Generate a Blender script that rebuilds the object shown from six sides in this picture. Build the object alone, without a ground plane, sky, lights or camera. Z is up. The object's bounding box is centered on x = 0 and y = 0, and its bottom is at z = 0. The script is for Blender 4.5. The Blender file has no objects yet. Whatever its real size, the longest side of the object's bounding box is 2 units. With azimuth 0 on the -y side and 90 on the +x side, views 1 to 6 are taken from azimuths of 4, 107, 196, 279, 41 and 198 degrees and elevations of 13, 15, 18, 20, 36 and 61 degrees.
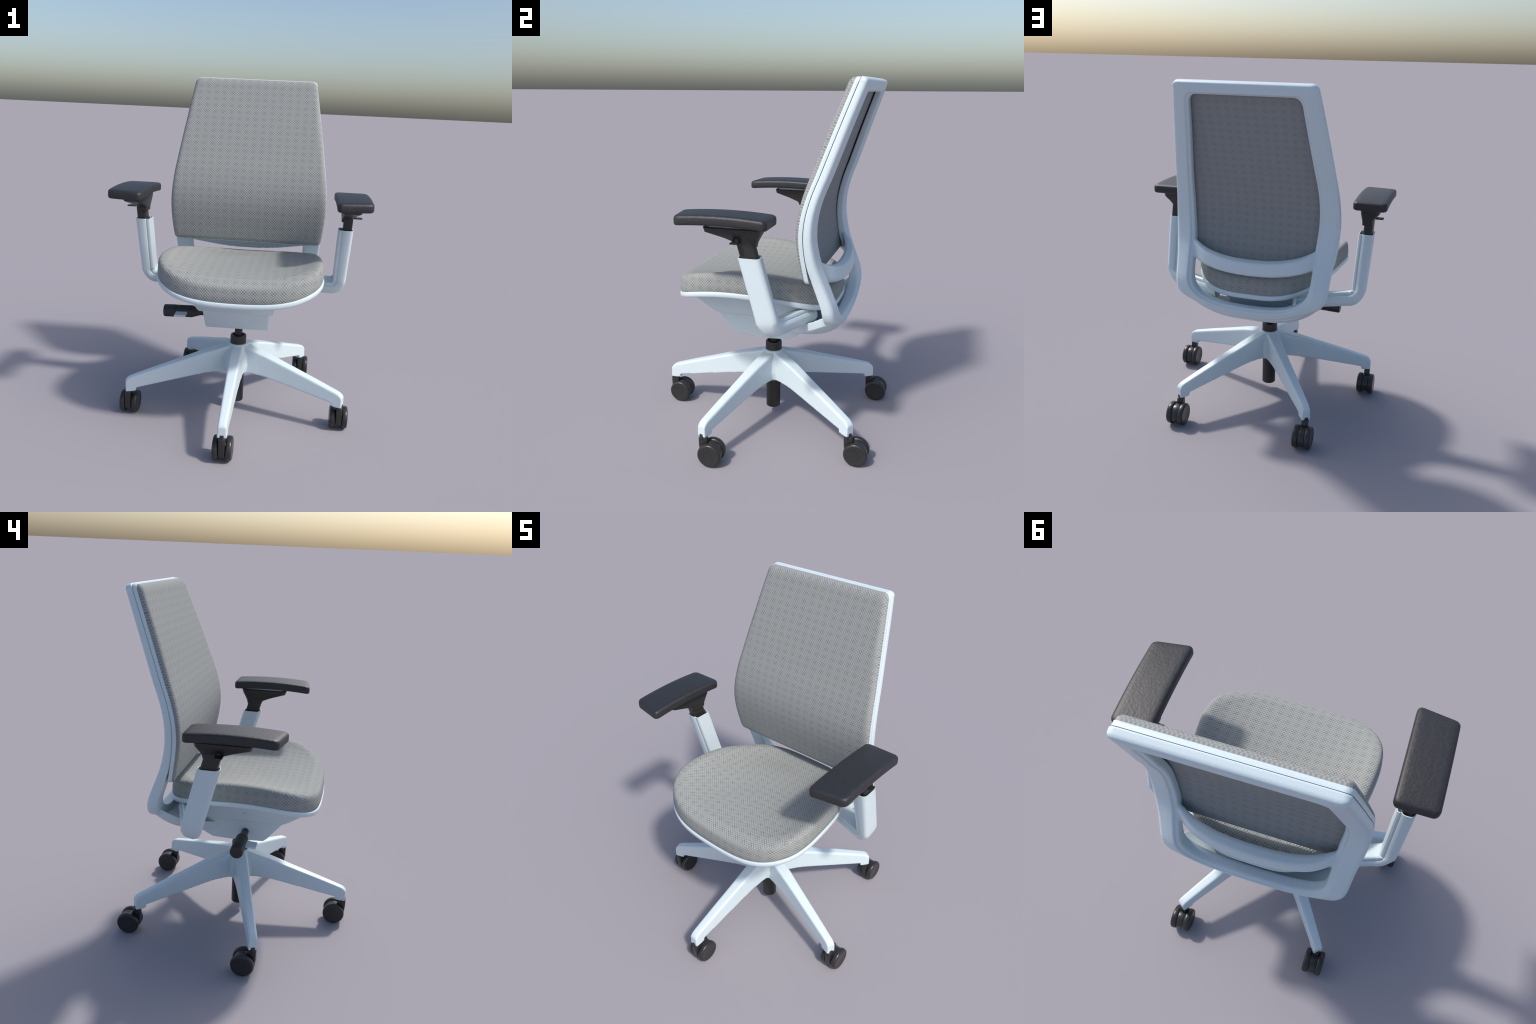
"""Five-star swivel office chair: pale blue-white plastic, grey woven upholstery, black arm pads and casters."""
import bpy, bmesh, math
import numpy as np
from mathutils import Vector, Matrix

# ------------------------------------------------------------------ helpers
COL = bpy.context.scene.collection


def lerp_table(v, xs, ys):
    """smooth monotone-ish interpolation through a few control points (Catmull-Rom)."""
    xs = np.asarray(xs, float); ys = np.asarray(ys, float)
    v = np.asarray(v, float)
    m = np.gradient(ys, xs)
    i = np.clip(np.searchsorted(xs, v) - 1, 0, len(xs) - 2)
    h = xs[i + 1] - xs[i]
    t = np.clip((v - xs[i]) / h, 0, 1)
    return ((2*t**3 - 3*t**2 + 1) * ys[i] + (t**3 - 2*t**2 + t) * h * m[i]
            + (-2*t**3 + 3*t**2) * ys[i + 1] + (t**3 - t**2) * h * m[i + 1])


def smooth01(t):
    t = np.clip(t, 0, 1)
    return t * t * (3 - 2 * t)


def add_object(name, mesh, parent=None, mat=None):
    ob = bpy.data.objects.new(name, mesh)
    COL.objects.link(ob)
    if parent is not None:
        ob.parent = parent
    if mat is not None:
        mesh.materials.clear()
        mesh.materials.append(mat)
    return ob


def mesh_from(verts, faces, name, smooth=None):
    me = bpy.data.meshes.new(name)
    me.from_pydata([tuple(map(float, v)) for v in verts], [], faces)
    bm = bmesh.new(); bm.from_mesh(me)
    bmesh.ops.remove_doubles(bm, verts=bm.verts, dist=1e-6)
    bmesh.ops.recalc_face_normals(bm, faces=bm.faces)
    bm.to_mesh(me); bm.free()
    shade(me, smooth)
    return me


def shade(me, angle=None):
    for p in me.polygons:
        p.use_smooth = True
    if angle is not None:
        me.set_sharp_from_angle(angle=math.radians(angle))


def loft(rings, cap=True, closed=True):
    """rings: list of equal-length point loops -> verts, faces."""
    n = len(rings[0]); verts = [p for r in rings for p in r]; faces = []
    m = n if closed else n - 1
    for k in range(len(rings) - 1):
        a, b = k * n, (k + 1) * n
        for i in range(m):
            j = (i + 1) % n
            faces.append((a + i, a + j, b + j, b + i))
    if cap:
        faces.append(tuple(range(n - 1, -1, -1)))
        faces.append(tuple(range((len(rings) - 1) * n, len(rings) * n)))
    return verts, faces


def rounded_rect(hx, hy, r, seg=6):
    """loop of 2D points of a rounded rectangle."""
    r = min(r, hx * .999, hy * .999)
    pts = []
    for cx, cy, a0 in ((hx - r, hy - r, 0), (-hx + r, hy - r, 90), (-hx + r, -hy + r, 180), (hx - r, -hy + r, 270)):
        for k in range(seg + 1):
            a = math.radians(a0 + 90 * k / seg)
            pts.append((cx + r * math.cos(a), cy + r * math.sin(a)))
    return pts


def lathe(profile, axis='Z', seg=48, centre=(0, 0, 0)):
    """profile: list of (radius, height) from one pole to the other."""
    rings = []
    c = Vector(centre)
    for r, h in profile:
        ring = []
        for k in range(seg):
            a = 2 * math.pi * k / seg
            u, v = r * math.cos(a), r * math.sin(a)
            p = {'Z': (u, v, h), 'X': (h, u, v), 'Y': (u, h, v)}[axis]
            ring.append(c + Vector(p))
        rings.append(ring)
    return loft(rings)


def join_parts(parts):
    V, F = [], []
    for v, f in parts:
        o = len(V)
        V += list(v)
        F += [tuple(i + o for i in q) for q in f]
    return V, F


def modified(me, build):
    """apply modifiers set up by build(obj) to a mesh and return the new mesh."""
    ob = bpy.data.objects.new('helper', me)
    COL.objects.link(ob)
    build(ob)
    dg = bpy.context.evaluated_depsgraph_get()
    new = bpy.data.meshes.new_from_object(ob.evaluated_get(dg))
    bpy.data.objects.remove(ob)
    new.name = me.name
    return new


def fuse(me, voxel, smooth_iter, factor=.5):
    """weld overlapping solids into one skin with soft fillets."""
    def b(ob):
        m = ob.modifiers.new('r', 'REMESH'); m.mode = 'VOXEL'; m.voxel_size = voxel
        s = ob.modifiers.new('s', 'SMOOTH'); s.iterations = smooth_iter; s.factor = factor
    new = modified(me, b)
    shade(new)
    return new


def bevelled(me, width, seg=3, angle=35):
    def b(ob):
        m = ob.modifiers.new('b', 'BEVEL'); m.width = width; m.segments = seg
        m.limit_method = 'ANGLE'; m.angle_limit = math.radians(angle); m.harden_normals = False
    new = modified(me, b)
    shade(new, 40)
    return new


def mirrored(verts, s):
    return [(p[0] * s, p[1], p[2]) for p in verts]


# ------------------------------------------------------------------ materials
def new_mat(name):
    m = bpy.data.materials.new(name); m.use_nodes = True
    nt = m.node_tree
    return m, nt, nt.nodes['Principled BSDF']


def N(nt, typ, **kw):
    n = nt.nodes.new(typ)
    for k, v in kw.items():
        setattr(n, k, v)
    return n


def math_node(nt, op, a, b=None, c=None):
    n = N(nt, 'ShaderNodeMath', operation=op)
    for i, x in enumerate((a, b, c)):
        if x is None:
            continue
        if isinstance(x, (int, float)):
            n.inputs[i].default_value = x
        else:
            nt.links.new(x, n.inputs[i])
    return n.outputs[0]


def plastic(name, colour, rough, speck=.06, bump=.05, scale=170, mottling=0.0):
    m, nt, bsdf = new_mat(name)
    tc = N(nt, 'ShaderNodeTexCoord')
    noise = N(nt, 'ShaderNodeTexNoise'); noise.inputs['Scale'].default_value = scale
    noise.inputs['Detail'].default_value = 3
    nt.links.new(tc.outputs['Object'], noise.inputs['Vector'])
    ramp = N(nt, 'ShaderNodeValToRGB')
    ramp.color_ramp.elements[0].position = .36
    ramp.color_ramp.elements[1].position = .56
    c = np.array(colour)
    ramp.color_ramp.elements[0].color = (*(c * (1 - speck)), 1)
    ramp.color_ramp.elements[1].color = (*c, 1)
    nt.links.new(noise.outputs['Fac'], ramp.inputs['Fac'])
    col = ramp.outputs['Color']
    if mottling:
        big = N(nt, 'ShaderNodeTexNoise'); big.inputs['Scale'].default_value = 26
        big.inputs['Detail'].default_value = 5
        nt.links.new(tc.outputs['Object'], big.inputs['Vector'])
        mix = N(nt, 'ShaderNodeMix', data_type='RGBA', blend_type='MULTIPLY')
        mix.inputs['Factor'].default_value = mottling
        r2 = N(nt, 'ShaderNodeValToRGB')
        r2.color_ramp.elements[0].position = .35; r2.color_ramp.elements[1].position = .65
        r2.color_ramp.elements[0].color = (.35, .35, .35, 1)
        nt.links.new(big.outputs['Fac'], r2.inputs['Fac'])
        nt.links.new(col, mix.inputs['A']); nt.links.new(r2.outputs['Color'], mix.inputs['B'])
        col = mix.outputs['Result']
    nt.links.new(col, bsdf.inputs['Base Color'])
    bsdf.inputs['Roughness'].default_value = rough
    b = N(nt, 'ShaderNodeBump'); b.inputs['Strength'].default_value = bump
    b.inputs['Distance'].default_value = .004
    nt.links.new(noise.outputs['Fac'], b.inputs['Height'])
    nt.links.new(b.outputs['Normal'], bsdf.inputs['Normal'])
    return m


def leather(name, colour):
    m, nt, bsdf = new_mat(name)
    tc = N(nt, 'ShaderNodeTexCoord')
    vor = N(nt, 'ShaderNodeTexNoise'); vor.inputs['Scale'].default_value = 75
    vor.inputs['Detail'].default_value = 4
    nt.links.new(tc.outputs['Object'], vor.inputs['Vector'])
    ramp = N(nt, 'ShaderNodeValToRGB')
    c = np.array(colour)
    ramp.color_ramp.elements[0].position = .3; ramp.color_ramp.elements[1].position = .7
    ramp.color_ramp.elements[0].color = (*(c * .82), 1); ramp.color_ramp.elements[1].color = (*(c * 1.1), 1)
    nt.links.new(vor.outputs['Fac'], ramp.inputs['Fac'])
    nt.links.new(ramp.outputs['Color'], bsdf.inputs['Base Color'])
    bsdf.inputs['Roughness'].default_value = .5
    b = N(nt, 'ShaderNodeBump'); b.inputs['Strength'].default_value = .25
    b.inputs['Distance'].default_value = .006
    nt.links.new(vor.outputs['Fac'], b.inputs['Height'])
    nt.links.new(b.outputs['Normal'], bsdf.inputs['Normal'])
    return m


def weave(name, light, dark, mode, cell=.0079, group=.0515, contrast=1.0, bump=.5, plaid=.24):
    """basket weave: product of two sines; thread contrast swells and fades in a coarser check."""
    m, nt, bsdf = new_mat(name)
    tc = N(nt, 'ShaderNodeTexCoord')
    sep = N(nt, 'ShaderNodeSeparateXYZ')
    nt.links.new(tc.outputs['Object'], sep.inputs[0])
    x, y, z = sep.outputs
    k = math.pi / cell

    def s(c, kk, ph=0.0):
        return math_node(nt, 'SINE', math_node(nt, 'MULTIPLY_ADD', c, kk, ph))

    def cloth(u, v):
        prod = math_node(nt, 'MULTIPLY', s(u, k), s(v, k))
        g = math_node(nt, 'MULTIPLY', math_node(nt, 'MULTIPLY_ADD', s(u, 2*math.pi/group), .5, .5),
                      math_node(nt, 'MULTIPLY_ADD', s(v, 2*math.pi/(group*.85)), .5, .5))
        w = math_node(nt, 'MULTIPLY', prod, math_node(nt, 'MULTIPLY_ADD', g, .70*contrast, .40*contrast))
        return math_node(nt, 'ADD', w, math_node(nt, 'MULTIPLY_ADD', g, -plaid, plaid / 4))
    if mode == 'wrap':      # seat: the cloth runs over the edges, so lay it on by facing
        geo = N(nt, 'ShaderNodeNewGeometry')
        sn = N(nt, 'ShaderNodeSeparateXYZ')
        nt.links.new(geo.outputs['Normal'], sn.inputs[0])
        nx, ny, nz = (math_node(nt, 'ABSOLUTE', o) for o in sn.outputs)

        def step(val, lo, hi):
            r = N(nt, 'ShaderNodeMapRange', interpolation_type='SMOOTHSTEP')
            r.inputs['From Min'].default_value = lo; r.inputs['From Max'].default_value = hi
            nt.links.new(val, r.inputs['Value'])
            return r.outputs[0]
        wz = step(nz, .55, .75)
        wy = step(math_node(nt, 'SUBTRACT', ny, nx), -.1, .1)

        def mixf(w, p, q):
            return math_node(nt, 'ADD', math_node(nt, 'MULTIPLY', w, p),
                             math_node(nt, 'MULTIPLY', math_node(nt, 'SUBTRACT', 1.0, w), q))
        wv = mixf(wz, cloth(x, y), mixf(wy, cloth(x, z), cloth(y, z)))
    else:                   # back: upright cloth
        wv = cloth(x, math_node(nt, 'MULTIPLY_ADD', y, .35, z))
    noise = N(nt, 'ShaderNodeTexNoise'); noise.inputs['Scale'].default_value = 300
    nt.links.new(tc.outputs['Object'], noise.inputs['Vector'])
    f = math_node(nt, 'MULTIPLY_ADD', wv, .5, .5)
    f = math_node(nt, 'ADD', f, math_node(nt, 'MULTIPLY_ADD', noise.outputs['Fac'], .24, -.12))
    ramp = N(nt, 'ShaderNodeValToRGB')
    e = ramp.color_ramp.elements
    e[0].position = .05; e[0].color = (*dark, 1)
    e[1].position = .95; e[1].color = (*light, 1)
    nt.links.new(f, ramp.inputs['Fac'])
    nt.links.new(ramp.outputs['Color'], bsdf.inputs['Base Color'])
    bsdf.inputs['Roughness'].default_value = .9
    bsdf.inputs['Specular IOR Level'].default_value = .2
    b = N(nt, 'ShaderNodeBump'); b.inputs['Strength'].default_value = bump
    b.inputs['Distance'].default_value = .003
    nt.links.new(f, b.inputs['Height'])
    nt.links.new(b.outputs['Normal'], bsdf.inputs['Normal'])
    return m


WHITE = plastic('pale_plastic', (.60, .695, .735), .40, speck=.05, bump=.05)
BLACK = plastic('black_plastic', (.022, .021, .020), .42, speck=.25, bump=.06, scale=60)
CASTER = plastic('caster_plastic', (.024, .024, .024), .33, speck=.2, bump=.04, scale=60)
PAD = leather('arm_pad_rubber', (.021, .0215, .026))  # black tinted slightly blue: sky reflection on the pad tops put into the colour
CLOTH_SEAT = weave('seat_cloth', (.41, .428, .413), (.150, .159, .160), 'wrap', bump=.8, plaid=.17)
CLOTH_BACK = weave('back_cloth', (.395, .41, .40), (.165, .174, .176), 'upright', bump=.6, plaid=.22)
CLOTH_REAR = weave('rear_cloth', (.36, .37, .37), (.165, .172, .175), 'upright', cell=.0074, bump=.5)

# ------------------------------------------------------------------ the thing
chair = bpy.data.objects.new('office_chair', None)
COL.objects.link(chair)
chair['label'] = 'pale blue-white swivel office chair with grey woven upholstery and black armrests'
chair['category'] = 'office chair'

CX, CY = 0.0, 0.018          # axis of the column
R_STEM = 0.659               # stems of the casters

# ------------------------------------------------------------------ base star
def star_arm(az):
    d = Vector((math.cos(az), math.sin(az), 0)); side = Vector((-d.y, d.x, 0))
    rs = [0.0, .06, .12, .2, .3, .4, .5, .58, .6135, .6145, .64, .655, .666, .672, .6745]
    rings = []
    for r in rs:
        top = float(np.interp(r, [0, .06, .2, .33, .5, .66], [.428, .420, .385, .343, .290, .237]))
        bot = float(np.interp(r, [0, .1, .2, .614, .6145, .68], [.245, .262, .255, .176, .156, .153]))
        if r > .64:
            top -= .022 * ((r - .64) / .0345) ** 3
        ht = float(np.interp(r, [0, .1, .3, .66], [.038, .038, .031, .0240]))
        hb = ht + float(np.interp(r, [0, .2, .66], [.010, .006, .002]))
        e = .010
        o = Vector((CX, CY, 0)) + d * r
        pts = [(-hb, bot), (hb, bot), (ht, top - e), (ht - e * .3, top - e * .3), (ht - e, top),
               (-ht + e, top), (-ht + e * .3, top - e * .3), (-ht, top - e)]
        rings.append([o + side * a + Vector((0, 0, z)) for a, z in pts])
    return loft(rings)


parts = [star_arm(math.radians(-90 + 72 * k)) for k in range(5)]
parts.append(lathe([(.0, .25), (.078, .25), (.090, .262), (.094, .30), (.086, .36), (.066, .412), (.058, .428), (0, .430)],
                   centre=(CX, CY, 0), seg=64))
v, f = join_parts(parts)
base = add_object('base', fuse(mesh_from(v, f, 'base'), .0042, 4), chair, WHITE)

# ------------------------------------------------------------------ column
v, f = join_parts([
    lathe([(0, .052), (.038, .052), (.0425, .056), (.0425, .30), (0, .30)], centre=(CX, CY, 0)),
    lathe([(0, .40), (.048, .40), (.0485, .47), (.046, .478), (.036, .479), (.034, .470), (0, .470)], centre=(CX, CY, 0)),
    lathe([(0, .44), (.0235, .44), (.0235, .60), (0, .60)], centre=(CX, CY, 0)),
])
column = add_object('gas_column', mesh_from(v, f, 'gas_column', 35), chair, BLACK)

# ------------------------------------------------------------------ casters (all trail towards +y)
RW = .0655
ZC = RW
TRAIL = .048


def wheel_mesh():
    prof = [(0, -.0165), (.030, -.0165), (.050, -.0165), (.059, -.0155), (.0635, -.012), (RW, -.006),
            (RW, .006), (.0637, .0120), (.060, .0155), (.054, .0175), (.052, .0169), (0, .0169)]
    v, f = lathe(prof, 'X', 56)
    return mesh_from(v, f, 'wheel', 40)


def caster_mesh():
    seg = 40
    hood = []
    rin = .020
    for x in (-.0185, .0185):
        ring = []
        a0, a1 = math.radians(-38), math.radians(212)      # open underneath
        for k in range(seg + 1):
            a = a0 + (a1 - a0) * k / seg
            ring.append((x, TRAIL + .058 * math.cos(a), ZC - ZC + .058 * math.sin(a)))
        hood.append(ring)
    hv, hf = loft(hood)
    box = []
    for z, y0, y1, hx in ((-.020, -.016, .03, .0175), (.05, -.021, .03, .0175), (.078, -.021, .024, .0175), (.086, -.017, .018, .0165)):
        r = rounded_rect(hx, (y1 - y0) / 2, .008, 4)
        box.append([(a, b + (y0 + y1) / 2, z) for a, b in r])
    bv, bf = loft(box)
    sv, sf = lathe([(0, .07), (.019, .07), (.019, .105), (0, .105)], seg=24)
    av, af = lathe([(0, -.045), (.012, -.045), (.012, .045), (0, .045)], 'X', 20, (0, TRAIL, 0))
    v, f = join_parts([(hv, hf), (bv, bf), (sv, sf), (av, af)])
    return mesh_from(v, f, 'caster', 35)


cm, wm = bevelled(caster_mesh(), .002, 2), wheel_mesh()
cm.materials.append(CASTER); wm.materials.append(CASTER)
for k in range(5):
    az = math.radians(-90 + 72 * k)
    c = add_object('caster', cm, chair)
    c.location = (CX + R_STEM * math.cos(az), CY + R_STEM * math.sin(az), ZC)
    for s in (-1, 1):
        w = add_object('wheel', wm, c)
        w.location = (s * .0350, TRAIL, 0)
        if s < 0:
            w.rotation_euler = (0, 0, math.pi)

# ------------------------------------------------------------------ seat
RSER = [.4770, .0428, -.0115, -.0182, -.0253, .0004, .0003, .0024]   # polar outline, cosine series


def seat_r(t):
    return sum(c * np.cos(k * t) for k, c in enumerate(RSER))


SEAT_X = .0185         # the seat sits a little off the column axis


def saddle(x, y):
    return .8829 - .0805*y - .3448*y*y + .1067*x*x + .2734*y**3


NT = 160
TH = np.linspace(-np.pi, np.pi, NT, endpoint=False)
OUT = np.stack([SEAT_X + seat_r(np.abs(TH)) * np.sin(np.abs(TH)) * np.sign(TH), -seat_r(np.abs(TH)) * np.cos(TH)], 1)
# the sides draw in towards the back
OUT[:, 0] = SEAT_X + (OUT[:, 0] - SEAT_X) * (1 - .010 - .026 * smooth01((OUT[:, 1] + .36) / .25) - .030 * smooth01((OUT[:, 1] - .02) / .22))
OUT[:, 1] += .004 * smooth01((OUT[:, 1] - .15) / .22)
# outward normals of the outline
tan = np.roll(OUT, -1, 0) - np.roll(OUT, 1, 0)
NRM = np.stack([tan[:, 1], -tan[:, 0]], 1); NRM /= np.linalg.norm(NRM, axis=1)[:, None]
for _ in range(3):
    NRM = (np.roll(NRM, 1, 0) + 2 * NRM + np.roll(NRM, -1, 0)); NRM /= np.linalg.norm(NRM, axis=1)[:, None]
if (NRM * OUT).sum() < 0:
    NRM = -NRM
SC = np.array([SEAT_X, -.02])


def seat_ring(inset, dz, scale=1.0, dish=0.0):
    p = (OUT - NRM * inset - SC) * scale + SC
    z = saddle(p[:, 0], p[:, 1]) + dz + dish * (np.exp(-((p[:, 0] - SEAT_X) / .2)**2 - ((p[:, 1] - .14) / .13)**2) + .8 * smooth01((p[:, 1] - .2) / .15))
    return [(a, b, c) for (a, b), c in zip(p, z)]


def seat_edge_ring(inset, dz):
    """edge rings keep the height of the rim, so the wall stands upright."""
    rear = smooth01((OUT[:, 1] - .02) / .25) * np.clip(np.abs(OUT[:, 0]) / .3, 0, 1)      # rear shoulders lean in
    p = OUT - NRM * (inset + max(dz, 0) / .1 * .004 * rear)[:, None]
    z = saddle(OUT[:, 0], OUT[:, 1]) + dz * (1 + .05 * smooth01((OUT[:, 1] - .2) / .15))
    return [(a, b, c) for (a, b), c in zip(p, z)]


rings = [seat_edge_ring(.03, -.004), seat_edge_ring(.008, 0), seat_edge_ring(.005, .004)]
for ins, dz in ((.001, .02), (.002, .045), (.004, .070), (.0065, .083), (.012, .0935), (.020, .0995)):
    rings.append(seat_edge_ring(ins, dz))
last = np.array(seat_edge_ring(.021, .0865))
for ins, dz, blend in ((.031, .1015, .3), (.046, .1015, .6), (.066, .1005, .95)):
    a = np.array(seat_edge_ring(ins, dz)); b = np.array(seat_ring(ins, dz, 1, .012))
    rings.append([tuple(q) for q in a * (1 - blend) + b * blend])
for sc in (.97, .93, .88, .82, .75, .67, .58, .48, .38, .28, .18, .09, .02):
    rings.append(seat_ring(.066, .1005 - .040 * (1 - sc ** 2) ** .8, sc, .014))
v, f = loft(rings)
seat_cushion = mesh_from(v, f, 'seat_cushion')
# ---- white pan under it
rings = [seat_ring(.05, .0, 1), seat_edge_ring(.010, .004), seat_edge_ring(.001, .003), seat_edge_ring(-.002, -.001), seat_edge_ring(-.001, -.019),
         seat_edge_ring(.003, -.025), seat_edge_ring(.012, -.028)]
for sc, dz in ((.93, -.034), (.8, -.044), (.6, -.055), (.3, -.06), (.05, -.06)):
    rings.append(seat_ring(.012, dz, sc))
v, f = loft(rings)
seat_pan = add_object('seat_pan', mesh_from(v, f, 'seat_pan', 60), chair, WHITE)
add_object('seat_cushion', seat_cushion, chair, CLOTH_SEAT)

# ------------------------------------------------------------------ backrest
ZW = [.74, .80, .87, .93, 1.0, 1.08, 1.16, 1.25, 1.34, 1.42, 1.52, 1.62, 1.74, 1.86, 2.0]
WW = [.430, .446, .457, .462, .468, .479, .486, .488, .483, .475, .461, .446, .427, .408, .384]


def half_width(z):
    return lerp_table(z, ZW, WW) - .003


ZG = [.99, 1.08, 1.16, 1.24, 1.32, 1.42, 1.55, 1.74, 2.0]
YG = [.338, .3215, .3085, .3025, .308, .331, .3775, .445, .540]


def groove_y(z):                     # joint between shell and frame
    return lerp_table(z, ZG, YG)


ZTOP = 2.0035
ZF = [.66, .80, .87, .93, 1.01, 1.08, 1.16, 1.24, 1.32, 1.42, 1.55, 1.74, 2.0]
YF = [.404, .404, .394, .374, .346, .3235, .309, .303, .3085, .3315, .378, .4455, .5405]


def frame_y(z):
    return lerp_table(z, ZF, YF)


# path of the bars: outer line and inner line of the inverted U
def frame_loop(n_side=60, n_top=16, n_corner=8):
    zi_top, wi = 1.940, lambda z: lerp_table(z, [.74, .87, 1.0, 1.1, 1.25, 1.42, 1.6, 1.75, 1.94],
                                             [.335, .352, .358, .361, .372, .368, .345, .325, .301])
    ro, ri = .024, .040
    # foot: the bars turn inwards and meet under the seat
    foot_o = [(0, .680), (.1, .684), (.2, .699), (.3, .732), (.375, .763), (.425, .792), (.447, .832), (float(half_width(.88)), .88)]
    foot_i = [(0, .745), (.09, .748), (.17, .756), (.255, .781), (.312, .815), (.340, .850), (.350, .885), (float(wi(.93)), .93)]

    def resample(pts, n):
        p = np.array(pts); d = np.r_[0, np.cumsum(np.linalg.norm(np.diff(p, axis=0), axis=1))]
        t = np.linspace(0, d[-1], n, endpoint=False)
        return list(zip(lerp_table(t, d, p[:, 0]).tolist(), lerp_table(t, d, p[:, 1]).tolist()))
    outer, inner = resample(foot_o, 26), resample(foot_i, 26)
    for z in np.linspace(.88, ZTOP - ro, n_side):
        outer.append((float(half_width(z)), float(z)))
    for z in np.linspace(.93, zi_top - ri, n_side):
        inner.append((float(wi(z)), float(z)))
    wo, wn = float(half_width(ZTOP)), float(wi(zi_top))
    for k in range(1, n_corner + 1):
        a = math.pi / 2 * k / n_corner
        outer.append((wo - ro + ro * math.cos(a) + .006 * (1 - k / n_corner), ZTOP - ro + ro * math.sin(a)))
        inner.append((wn - ri + ri * math.cos(a) + .003 * (1 - k / n_corner), zi_top - ri + ri * math.sin(a)))
    for k in range(1, n_top + 1):
        outer.append(((wo - ro) * (1 - k / n_top), ZTOP))
        inner.append(((wn - ri) * (1 - k / n_top), zi_top))
    left = [(-x, z) for x, z in outer[:-1]][::-1]
    lin = [(-x, z) for x, z in inner[:-1]][::-1]        # ends where it began: a closed ring
    return outer + left, inner + lin


FRAME_SECTION = [(.0, .003), (.0, .030), (.05, .040), (.16, .047), (.5, .053), (.76, .056), (.80, .0555), (.835, .046), (.95, .044), (1.0, .036),
                 (1.0, .006), (.96, .0), (.04, .0)]


def bar_thick(z):
    return float(np.interp(z, [.70, .80, .9, 1.05, 1.2, 1.5, 2.0], [1.30, 1.36, 1.30, 1.16, .98, .88, .80]))


outer, inner = frame_loop()
rings = []
for (xo, zo), (xi, zi) in zip(outer, inner):
    ring = []
    for fq, dy in FRAME_SECTION:
        x, z = xo + (xi - xo) * fq, zo + (zi - zo) * fq
        y = float(frame_y(z)) + dy * bar_thick(z)
        dzt = -dy * .28 * float(smooth01((z - 1.3) / .3))
        ring.append((x, y, z + dzt))
    rings.append(ring)
frame_parts = [loft(rings, cap=False)]

# lumbar band bowed backwards between the bars
rings = []
for x in np.linspace(-.40, .40, 41):
    a = abs(x)
    yt = float(lerp_table(a, [0, .1, .2, .3, .36, .40], [.402, .400, .392, .369, .345, .325]))
    zt = float(lerp_table(a, [0, .1, .2, .3, .36, .40], [1.020, 1.024, 1.037, 1.064, 1.094, 1.122]))
    yb = float(lerp_table(a, [0, .1, .2, .3, .36, .40], [.467, .464, .453, .424, .385, .355]))
    zb = float(lerp_table(a, [0, .1, .2, .3, .36, .40], [.943, .946, .956, .976, .992, 1.0]))
    sec = [(yt, zt), (yt + .018, zt + .003), (yb - .014, zt - .004), (yb - .006, zt - .014), (yb, zb + .012), (yb - .006, zb), (yb - .034, zb - .013),
           (yt + .012, zt - .03)]
    rings.append([(x, y, z) for y, z in sec])
frame_parts.append(loft(rings))

# dish that carries the bars under the seat to the mechanism
rings = []
NX = 33
YD = [.08, .16, .22, .28, .34, .40, .445]
for y in np.linspace(.445, .08, 28):
    W = float(lerp_table(y, YD, [.15, .20, .275, .330, .368, .388, .365]))
    ze = float(lerp_table(y, YD, [.635, .655, .684, .712, .746, .780, .787]))
    zc = float(lerp_table(y, YD, [.630, .630, .636, .644, .654, .674, .702]))
    th = float(np.interp(y, [.08, .3, .445], [.05, .052, .056]))
    top, bot = [], []
    for k in range(NX):
        u = -1 + 2 * k / (NX - 1)
        z = zc + (ze - zc) * abs(u) ** 3.2
        top.append((W * u, y, z + th * .45))
        bot.append((W * u * .985, y - .004, z - th * .55))
    rings.append(top + bot[::-1])
frame_parts.append(loft(rings))
v, f = join_parts(frame_parts)
back_frame = add_object('back_frame', fuse(mesh_from(v, f, 'back_frame'), .0036, 7), chair, WHITE)


# shell plate with rounded corners + cushion in front of it + cloth behind it
ZB = .995


def sheet_rows(z0, z1, r_bot, r_top, inset, n=70):
    """heights and half widths of a sheet with rounded corners."""
    zs = np.concatenate([z0 + r_bot * (1 - np.cos(np.linspace(0, math.pi/2, 10))),
                         np.linspace(z0 + r_bot, z1 - r_top, n)[1:-1],
                         z1 - r_top + r_top * np.sin(np.linspace(0, math.pi/2, 10))])
    ws = []
    for z in zs:
        w = float(half_width(z)) - inset
        if z < z0 + r_bot:
            d = z0 + r_bot - z; w -= r_bot - math.sqrt(max(r_bot**2 - d*d, 0))
        if z > z1 - r_top:
            d = z - z1 + r_top; w -= r_top - math.sqrt(max(r_top**2 - d*d, 0))
        ws.append(w)
    return zs, ws


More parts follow.
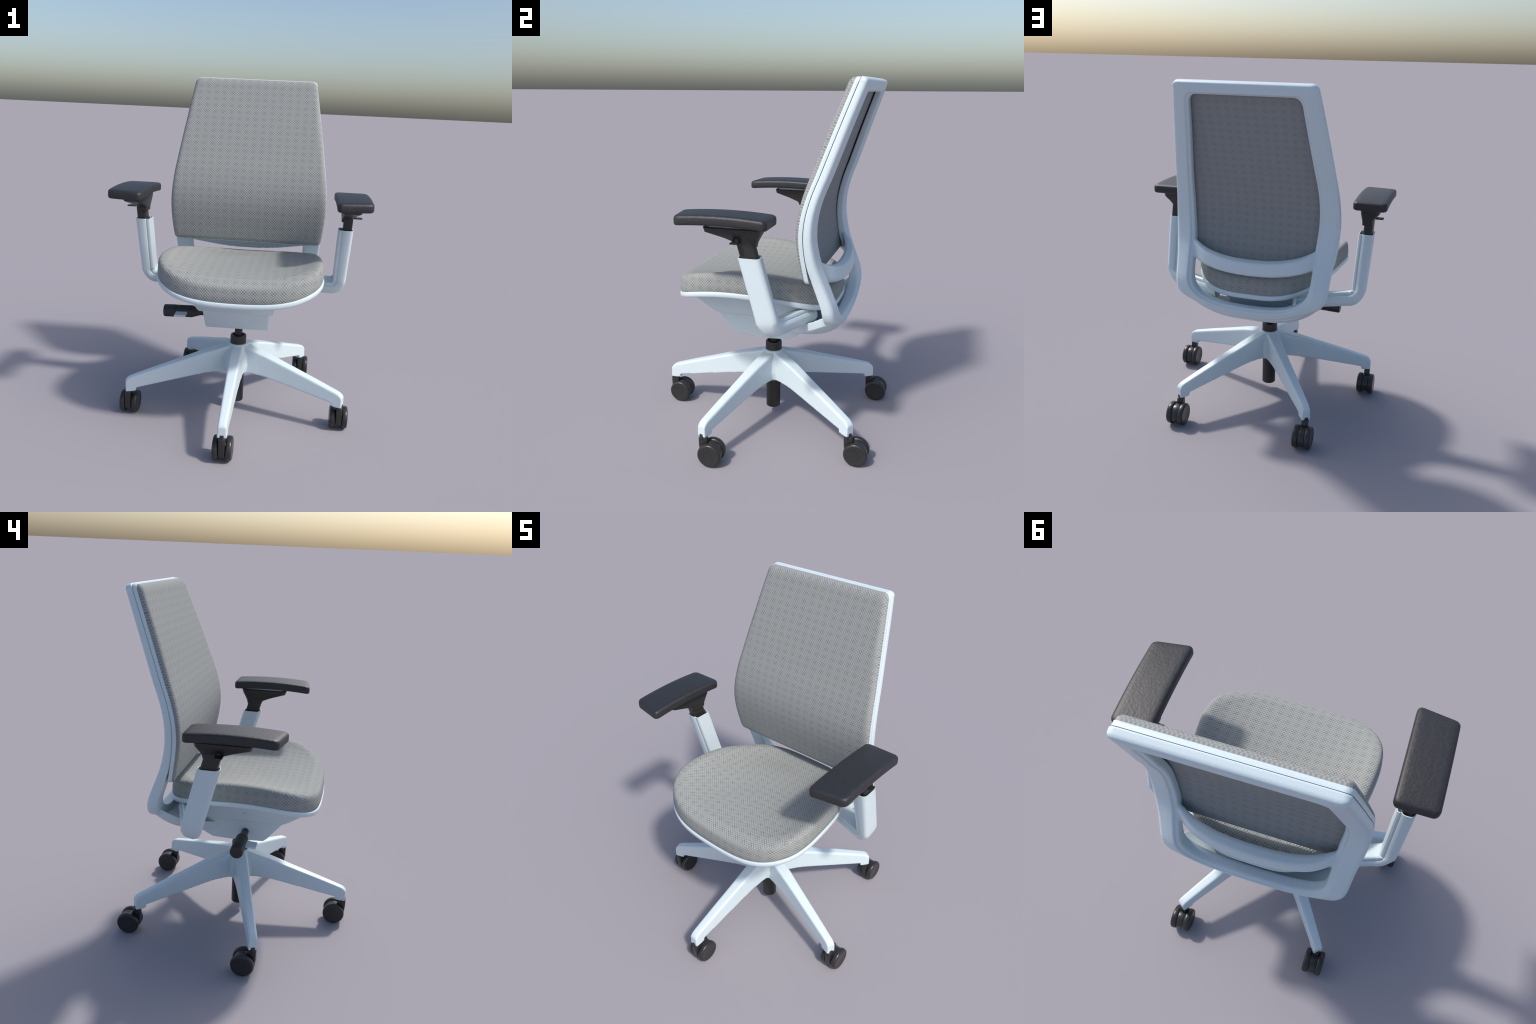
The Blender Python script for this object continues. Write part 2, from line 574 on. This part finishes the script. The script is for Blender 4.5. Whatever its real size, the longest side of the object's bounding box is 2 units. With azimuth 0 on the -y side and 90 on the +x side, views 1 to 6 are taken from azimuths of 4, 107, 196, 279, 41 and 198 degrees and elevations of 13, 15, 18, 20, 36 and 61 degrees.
def slab(z0, z1, r_bot, r_top, inset, y_front, y_back, nu=48, round_front=0.0, hollow=0.0):
    """curved slab that follows the back profile; y_front/y_back are offsets from the groove line."""
    zs, ws = sheet_rows(z0, z1, r_bot, r_top, inset)
    us = -np.cos(np.linspace(0, math.pi, nu + 1))
    rows_f, rows_b = [], []
    for z, w in zip(zs, ws):
        ez = min(z - z0, z1 - z)
        rf, rb = [], []
        for u in us:
            x = w * u
            ex = w * (1 - abs(u))
            yf = y_front(x, z) if callable(y_front) else y_front
            yb = y_back(ex, ez, z) if callable(y_back) else y_back
            yf0 = yf
            if round_front:
                d = max(min(ex, ez), 0)
                q = min(d / round_front, 1)
                yf = yb + (yf0 - yb) * (.30 + .70 * math.sqrt(1 - (1 - q)**2))
            yf += hollow * (1 - u * u) * smooth01(ez / .1)
            g = float(groove_y(z))
            rf.append((x, g + yf, z)); rb.append((x, g + yb, z))
        rows_f.append(rf); rows_b.append(rb)
    V, F = [], []
    n = nu + 1
    for r in rows_f + rows_b:
        V += r
    H = len(zs)
    for layer in (0, 1):
        o = layer * H * n
        for i in range(H - 1):
            for j in range(n - 1):
                F.append((o + i*n + j, o + i*n + j + 1, o + (i+1)*n + j + 1, o + (i+1)*n + j))
    o = H * n
    for i in range(H - 1):
        for j in (0, n - 1):
            F.append((i*n + j, (i+1)*n + j, o + (i+1)*n + j, o + i*n + j))
    for i in (0, H - 1):
        for j in range(n - 1):
            F.append((i*n + j, i*n + j + 1, o + i*n + j + 1, o + i*n + j))
    return V, F


def hollow_depth(z):
    """how far the rear cloth lies in front of the groove line: shallow at the loins, deep at the top."""
    return float(lerp_table(z, [1.0, 1.15, 1.3, 1.45, 1.6, 1.8, 2.0], [.000, -.002, -.005, -.008, -.010, -.010, -.008]))


def shell_back(ex, ez, z):
    k = float(smooth01((min(ex, 1.99 - z) - .030) / .020))
    return -.0015 + k * (hollow_depth(z) - .0015)


def front_offset(x, z):
    return float(lerp_table(z, [1.0, 1.12, 1.25, 1.4, 1.55, 2.0], [-.034, -.037, -.040, -.0445, -.050, -.052]))


v, f = slab(ZB, ZTOP - .004, .022, .026, .001, -.022, lambda ex, ez, z: max(shell_back(ex, ez, z), -.0215))
back_shell = add_object('back_shell', bevelled(mesh_from(v, f, 'back_shell'), .004, 2, 50), chair, WHITE)
v, f = slab(ZB + .003, ZTOP - .006, .026, .028, .003, front_offset, lambda ex, ez, z: min(-.021, shell_back(ex, ez, z) - .004),
            round_front=.028)
add_object('back_cushion', mesh_from(v, f, 'back_cushion', 75), chair, CLOTH_BACK)
v, f = slab(ZB + .006, 1.966, .02, .02, .032, lambda x, z: hollow_depth(z) - .003, lambda ex, ez, z: hollow_depth(z) + .0025)
add_object('back_panel', mesh_from(v, f, 'back_panel', 50), chair, CLOTH_REAR)

# ------------------------------------------------------------------ mechanism under the seat
def extrude_profile(profile, half, taper=None):
    n = len(profile)
    rings = []
    for s in (-1, 1):
        rings.append([(.005 + s * (half if taper is None else half - taper(p)), p[0], p[1]) for p in profile])
    return loft(rings)


low = [(-.272, .706), (-.256, .690), (-.174, .592), (-.150, .572), (.05, .566), (.15, .570), (.215, .604), (.25, .65), (.25, .72), (-.26, .72)]
upp = [(-.395, .785), (-.30, .722), (-.262, .702), (.13, .700), (.24, .705), (.24, .81), (-.38, .81)]
v, f = extrude_profile(low, .186, lambda p: .004 * (.72 - p[1]) / .14)
housing = bevelled(mesh_from(v, f, 'mechanism'), .008, 3, 25)
mechanism = add_object('mechanism', housing, chair, WHITE)
v, f = extrude_profile(upp, .222, lambda p: .012 * (.80 - p[1]) / .1)
add_object('mechanism_cover', bevelled(mesh_from(v, f, 'mechanism_cover'), .008, 3, 25), mechanism, WHITE)
v, f = loft([[(a, -.2145, b + .650) for a, b in rounded_rect(.150, .040, .012)],
             [(a, -.2225, b + .650) for a, b in rounded_rect(.146, .036, .010)]])
slope = Matrix.Rotation(math.radians(39.5), 4, 'X')
me = mesh_from(v, f, 'mechanism_plate', 40)
me.transform(Matrix.Translation((0, -.218, .652)) @ slope @ Matrix.Translation((0, .218, -.652)))
add_object('mechanism_plate', me, mechanism, WHITE)

for sx in (-1, 1):
    v, f = loft([[(.005 + sx * xx, a - .045, b + .748) for a, b in rounded_rect(.009, .009, .002)] for xx in (.206, .2225)])
    add_object('bolt', mesh_from(v, f, 'bolt', 40), mechanism, WHITE)

# lever on the sitter's right
lv = [(.0, -.15), (.021, -.15), (.021, -.225), (.034, -.272), (.036, -.277), (.0345, -.2775), (.036, -.278),
      (.036, -.372), (.0345, -.3725), (.037, -.373), (.037, -.440), (.033, -.446), (0, -.447)]
v, f = lathe(lv, 'X', 36)
me = mesh_from(v, f, 'lever', 40)
lever = add_object('lever', me, chair, BLACK)
lever.location = (0, -.044, .632)
lever.rotation_euler = (0, math.radians(-1.5), 0)
v, f = loft([[(a - .335, y, b * 1.0 + .002 + (y + .02) * .06) for a, b in rounded_rect(.034, .006, .004)]
             for y in (-.02, -.094)])
add_object('lever_paddle', mesh_from(v, f, 'lever_paddle', 40), lever, WHITE)

# ------------------------------------------------------------------ armrests
AX = Vector((-.022, .263, -.965)).normalized()          # downward run of the upright
DEPTH = Vector((0, .965, .263)).normalized()        # fore-aft width of the tube


def arm_section():
    """tube with a narrower raised strip on the inner side (first axis points outwards)."""
    main = rounded_rect(.036, .058, .026, 6)
    pts = [(a + .009, b) for a, b in main]
    out = []
    for a, b in pts:
        out.append((a, b))
    # replace the inner flat with groove + strip
    right = [p for p in out if p[0] > -.012]
    right.sort(key=lambda p: math.atan2(p[1], p[0] + .01))
    strip = [(-.018, .053), (-.0215, .0465), (-.0265, .0465), (-.0300, .050), (-.0390, .048), (-.0445, .042),
             (-.0445, -.042), (-.0390, -.048), (-.0300, -.050), (-.0265, -.0465), (-.0215, -.0465), (-.018, -.053)]
    return right + strip


def build_arm(s):
    top = Vector((.602, .073, 1.155))
    p1 = top + AX * .332
    sec = arm_section()
    # elbow: quarter turn from AX to inward direction
    inward = Vector((-.985, .17, .0)).normalized()
    R = .058
    out0 = -inward
    path = []
    for k in range(9):
        path.append((top + AX * (.332 * k / 8), AX, Vector((1, 0, 0))))
    cpt = p1 + inward * R
    for k in range(1, 11):
        a = math.pi / 2 * k / 10
        p = cpt - inward * R * math.cos(a) + AX * R * math.sin(a)
        t = (AX * math.cos(a) + inward * math.sin(a)).normalized()
        n1 = (-inward * math.cos(a) + AX * math.sin(a)).normalized()
        path.append((p, t, n1))
    pe = path[-1][0]
    dirn = Vector((-.95, .33, -.05)).normalized()
    for d in (.05, .12, .20, .30):
        path.append((pe + dirn * d, dirn, AX))
    rings = []
    LEVEL = Vector((0, 1.0, 0))
    for i, (p, t, n1) in enumerate(path):
        dep = LEVEL.lerp(DEPTH, float(smooth01((i - 5) / 9)))
        k = 1.0 if i < 10 else float(np.interp(i, [10, 19, 22], [1.0, .96, .94]))
        e = float(smooth01((i - 8) / 4))            # the elbow rounds off towards its underside
        rings.append([p + n1 * a * (.5 + .5 * k) * (1 - (.10 + .16 * float(smooth01(i / 9)) - .26 * float(smooth01((i - 10) / 7))) * (a > 0)) + dep * b * k * (1 - .38 * e * (max(a, 0) / .045) ** 2) for a, b in sec])
    # hollow mouth
    mouth = [[top + Vector((1, 0, 0)) * (a * (.82 if a > 0 else .92)) + LEVEL * (b * .93) for a, b in sec],
             [top + AX * .03 + Vector((1, 0, 0)) * (a * (.80 if a > 0 else .9)) + LEVEL * (b * .91) for a, b in sec]]
    rings = mouth[::-1] + rings
    v, f = loft(rings)
    upright = add_object('armrest', mesh_from(mirrored(v, s), f, 'armrest', 32), chair, WHITE)

    # black post
    rr = rounded_rect(.0255, .0435, .012)
    pr = [[top + AX * d + Vector((1, 0, 0)) * (a + .006) + LEVEL * b for a, b in rr] for d in (.05, -.085)]
    v, f = loft(pr)
    add_object('post', mesh_from(mirrored(v, s), f, 'post', 35), upright, BLACK)

    # bracket carrying the pad
    def slice_(z, x0, x1, y0, y1, r):
        q = rounded_rect((x1 - x0) / 2, (y1 - y0) / 2, r, 5)
        return [((x0 + x1) / 2 + a, (y0 + y1) / 2 + b, z) for a, b in q]
    br = [slice_(1.205, .571, .627, .014, .106, .015), slice_(1.226, .571, .630, .004, .110, .015),
          slice_(1.250, .567, .646, -.055, .122, .02), slice_(1.278, .563, .670, -.143, .138, .025),
          slice_(1.300, .562, .674, -.150, .145, .028), slice_(1.303, .565, .671, -.147, .142, .026)]
    v, f = loft(br)
    add_object('bracket', mesh_from(mirrored(v, s), f, 'bracket', 35), upright, BLACK)
    # slide plate
    v, f = loft([slice_(1.302, .574, .655, -.13, .12, .02), slice_(1.322, .574, .655, -.13, .12, .02)])
    add_object('slide_plate', mesh_from(mirrored(v, s), f, 'slide_plate', 35), upright, WHITE)
    # little release tab
    v, f = join_parts([loft([slice_(1.230, .635, .684, -.004, .036, .004), slice_(1.236, .635, .684, -.004, .036, .004)]),
                       loft([slice_(1.232, .630, .645, .008, .03, .003), slice_(1.262, .630, .645, .008, .03, .003)])])
    add_object('release_tab', mesh_from(mirrored(v, s), f, 'release_tab', 35), upright, BLACK)

    # pad: rounded bar, gently arched, its front edge slightly skewed
    px0, px1, py0, py1 = .524, .718, -.294, .188
    rings = []
    prof = [(.014, 0.0), (.006, .0015), (.0015, .006), (.000, .012), (.000, .034), (.0015, .0410), (.006, .0465), (.013, .0492), (.030, .0505)]
    cxp, cyp, hx, hy = (px0 + px1) / 2, (py0 + py1) / 2, (px1 - px0) / 2, (py1 - py0) / 2

    def pad_pt(a, b, dz):
        x, y = cxp + a, cyp + b
        y -= .016 * (-(a) / hx) * max(-b / hy, 0) * 1.0      # inner front corner reaches further
        arch = .012 * (1 - ((y - cyp) / hy) ** 2)
        return (x, y, 1.3115 + dz + arch - .005)

    for ins, dz in prof:
        rr = rounded_rect(hx - ins, hy - ins, max(.026 - ins * .5, .012), 8)
        # subdivide the long sides so that the arch is smooth
        loop = []
        for i in range(len(rr)):
            a, b = np.array(rr[i]), np.array(rr[(i + 1) % len(rr)])
            m = 14 if np.linalg.norm(b - a) > .25 else (5 if np.linalg.norm(b - a) > .08 else 1)
            for k in range(m):
                loop.append(tuple(a + (b - a) * k / m))
        rings.append([pad_pt(a, b, dz) for a, b in loop])
    ins, dz = prof[-1]
    for sc in (.75, .5, .25, .0):
        rings.append([pad_pt(a * sc, b * (1 - .3 * (1 - sc)), dz + .0006 * (1 - sc)) for a, b in loop])
    rr0 = [(a, b) for a, b in loop]
    for sc in (.75, .5, .25, .0):
        rings.insert(0, [pad_pt(a * sc, b * (1 - .3 * (1 - sc)), 0.0) for a, b in rr0])
    v, f = loft(rings, cap=False)
    add_object('arm_pad', mesh_from(mirrored(v, s), f, 'arm_pad'), upright, PAD)


build_arm(1)
build_arm(-1)
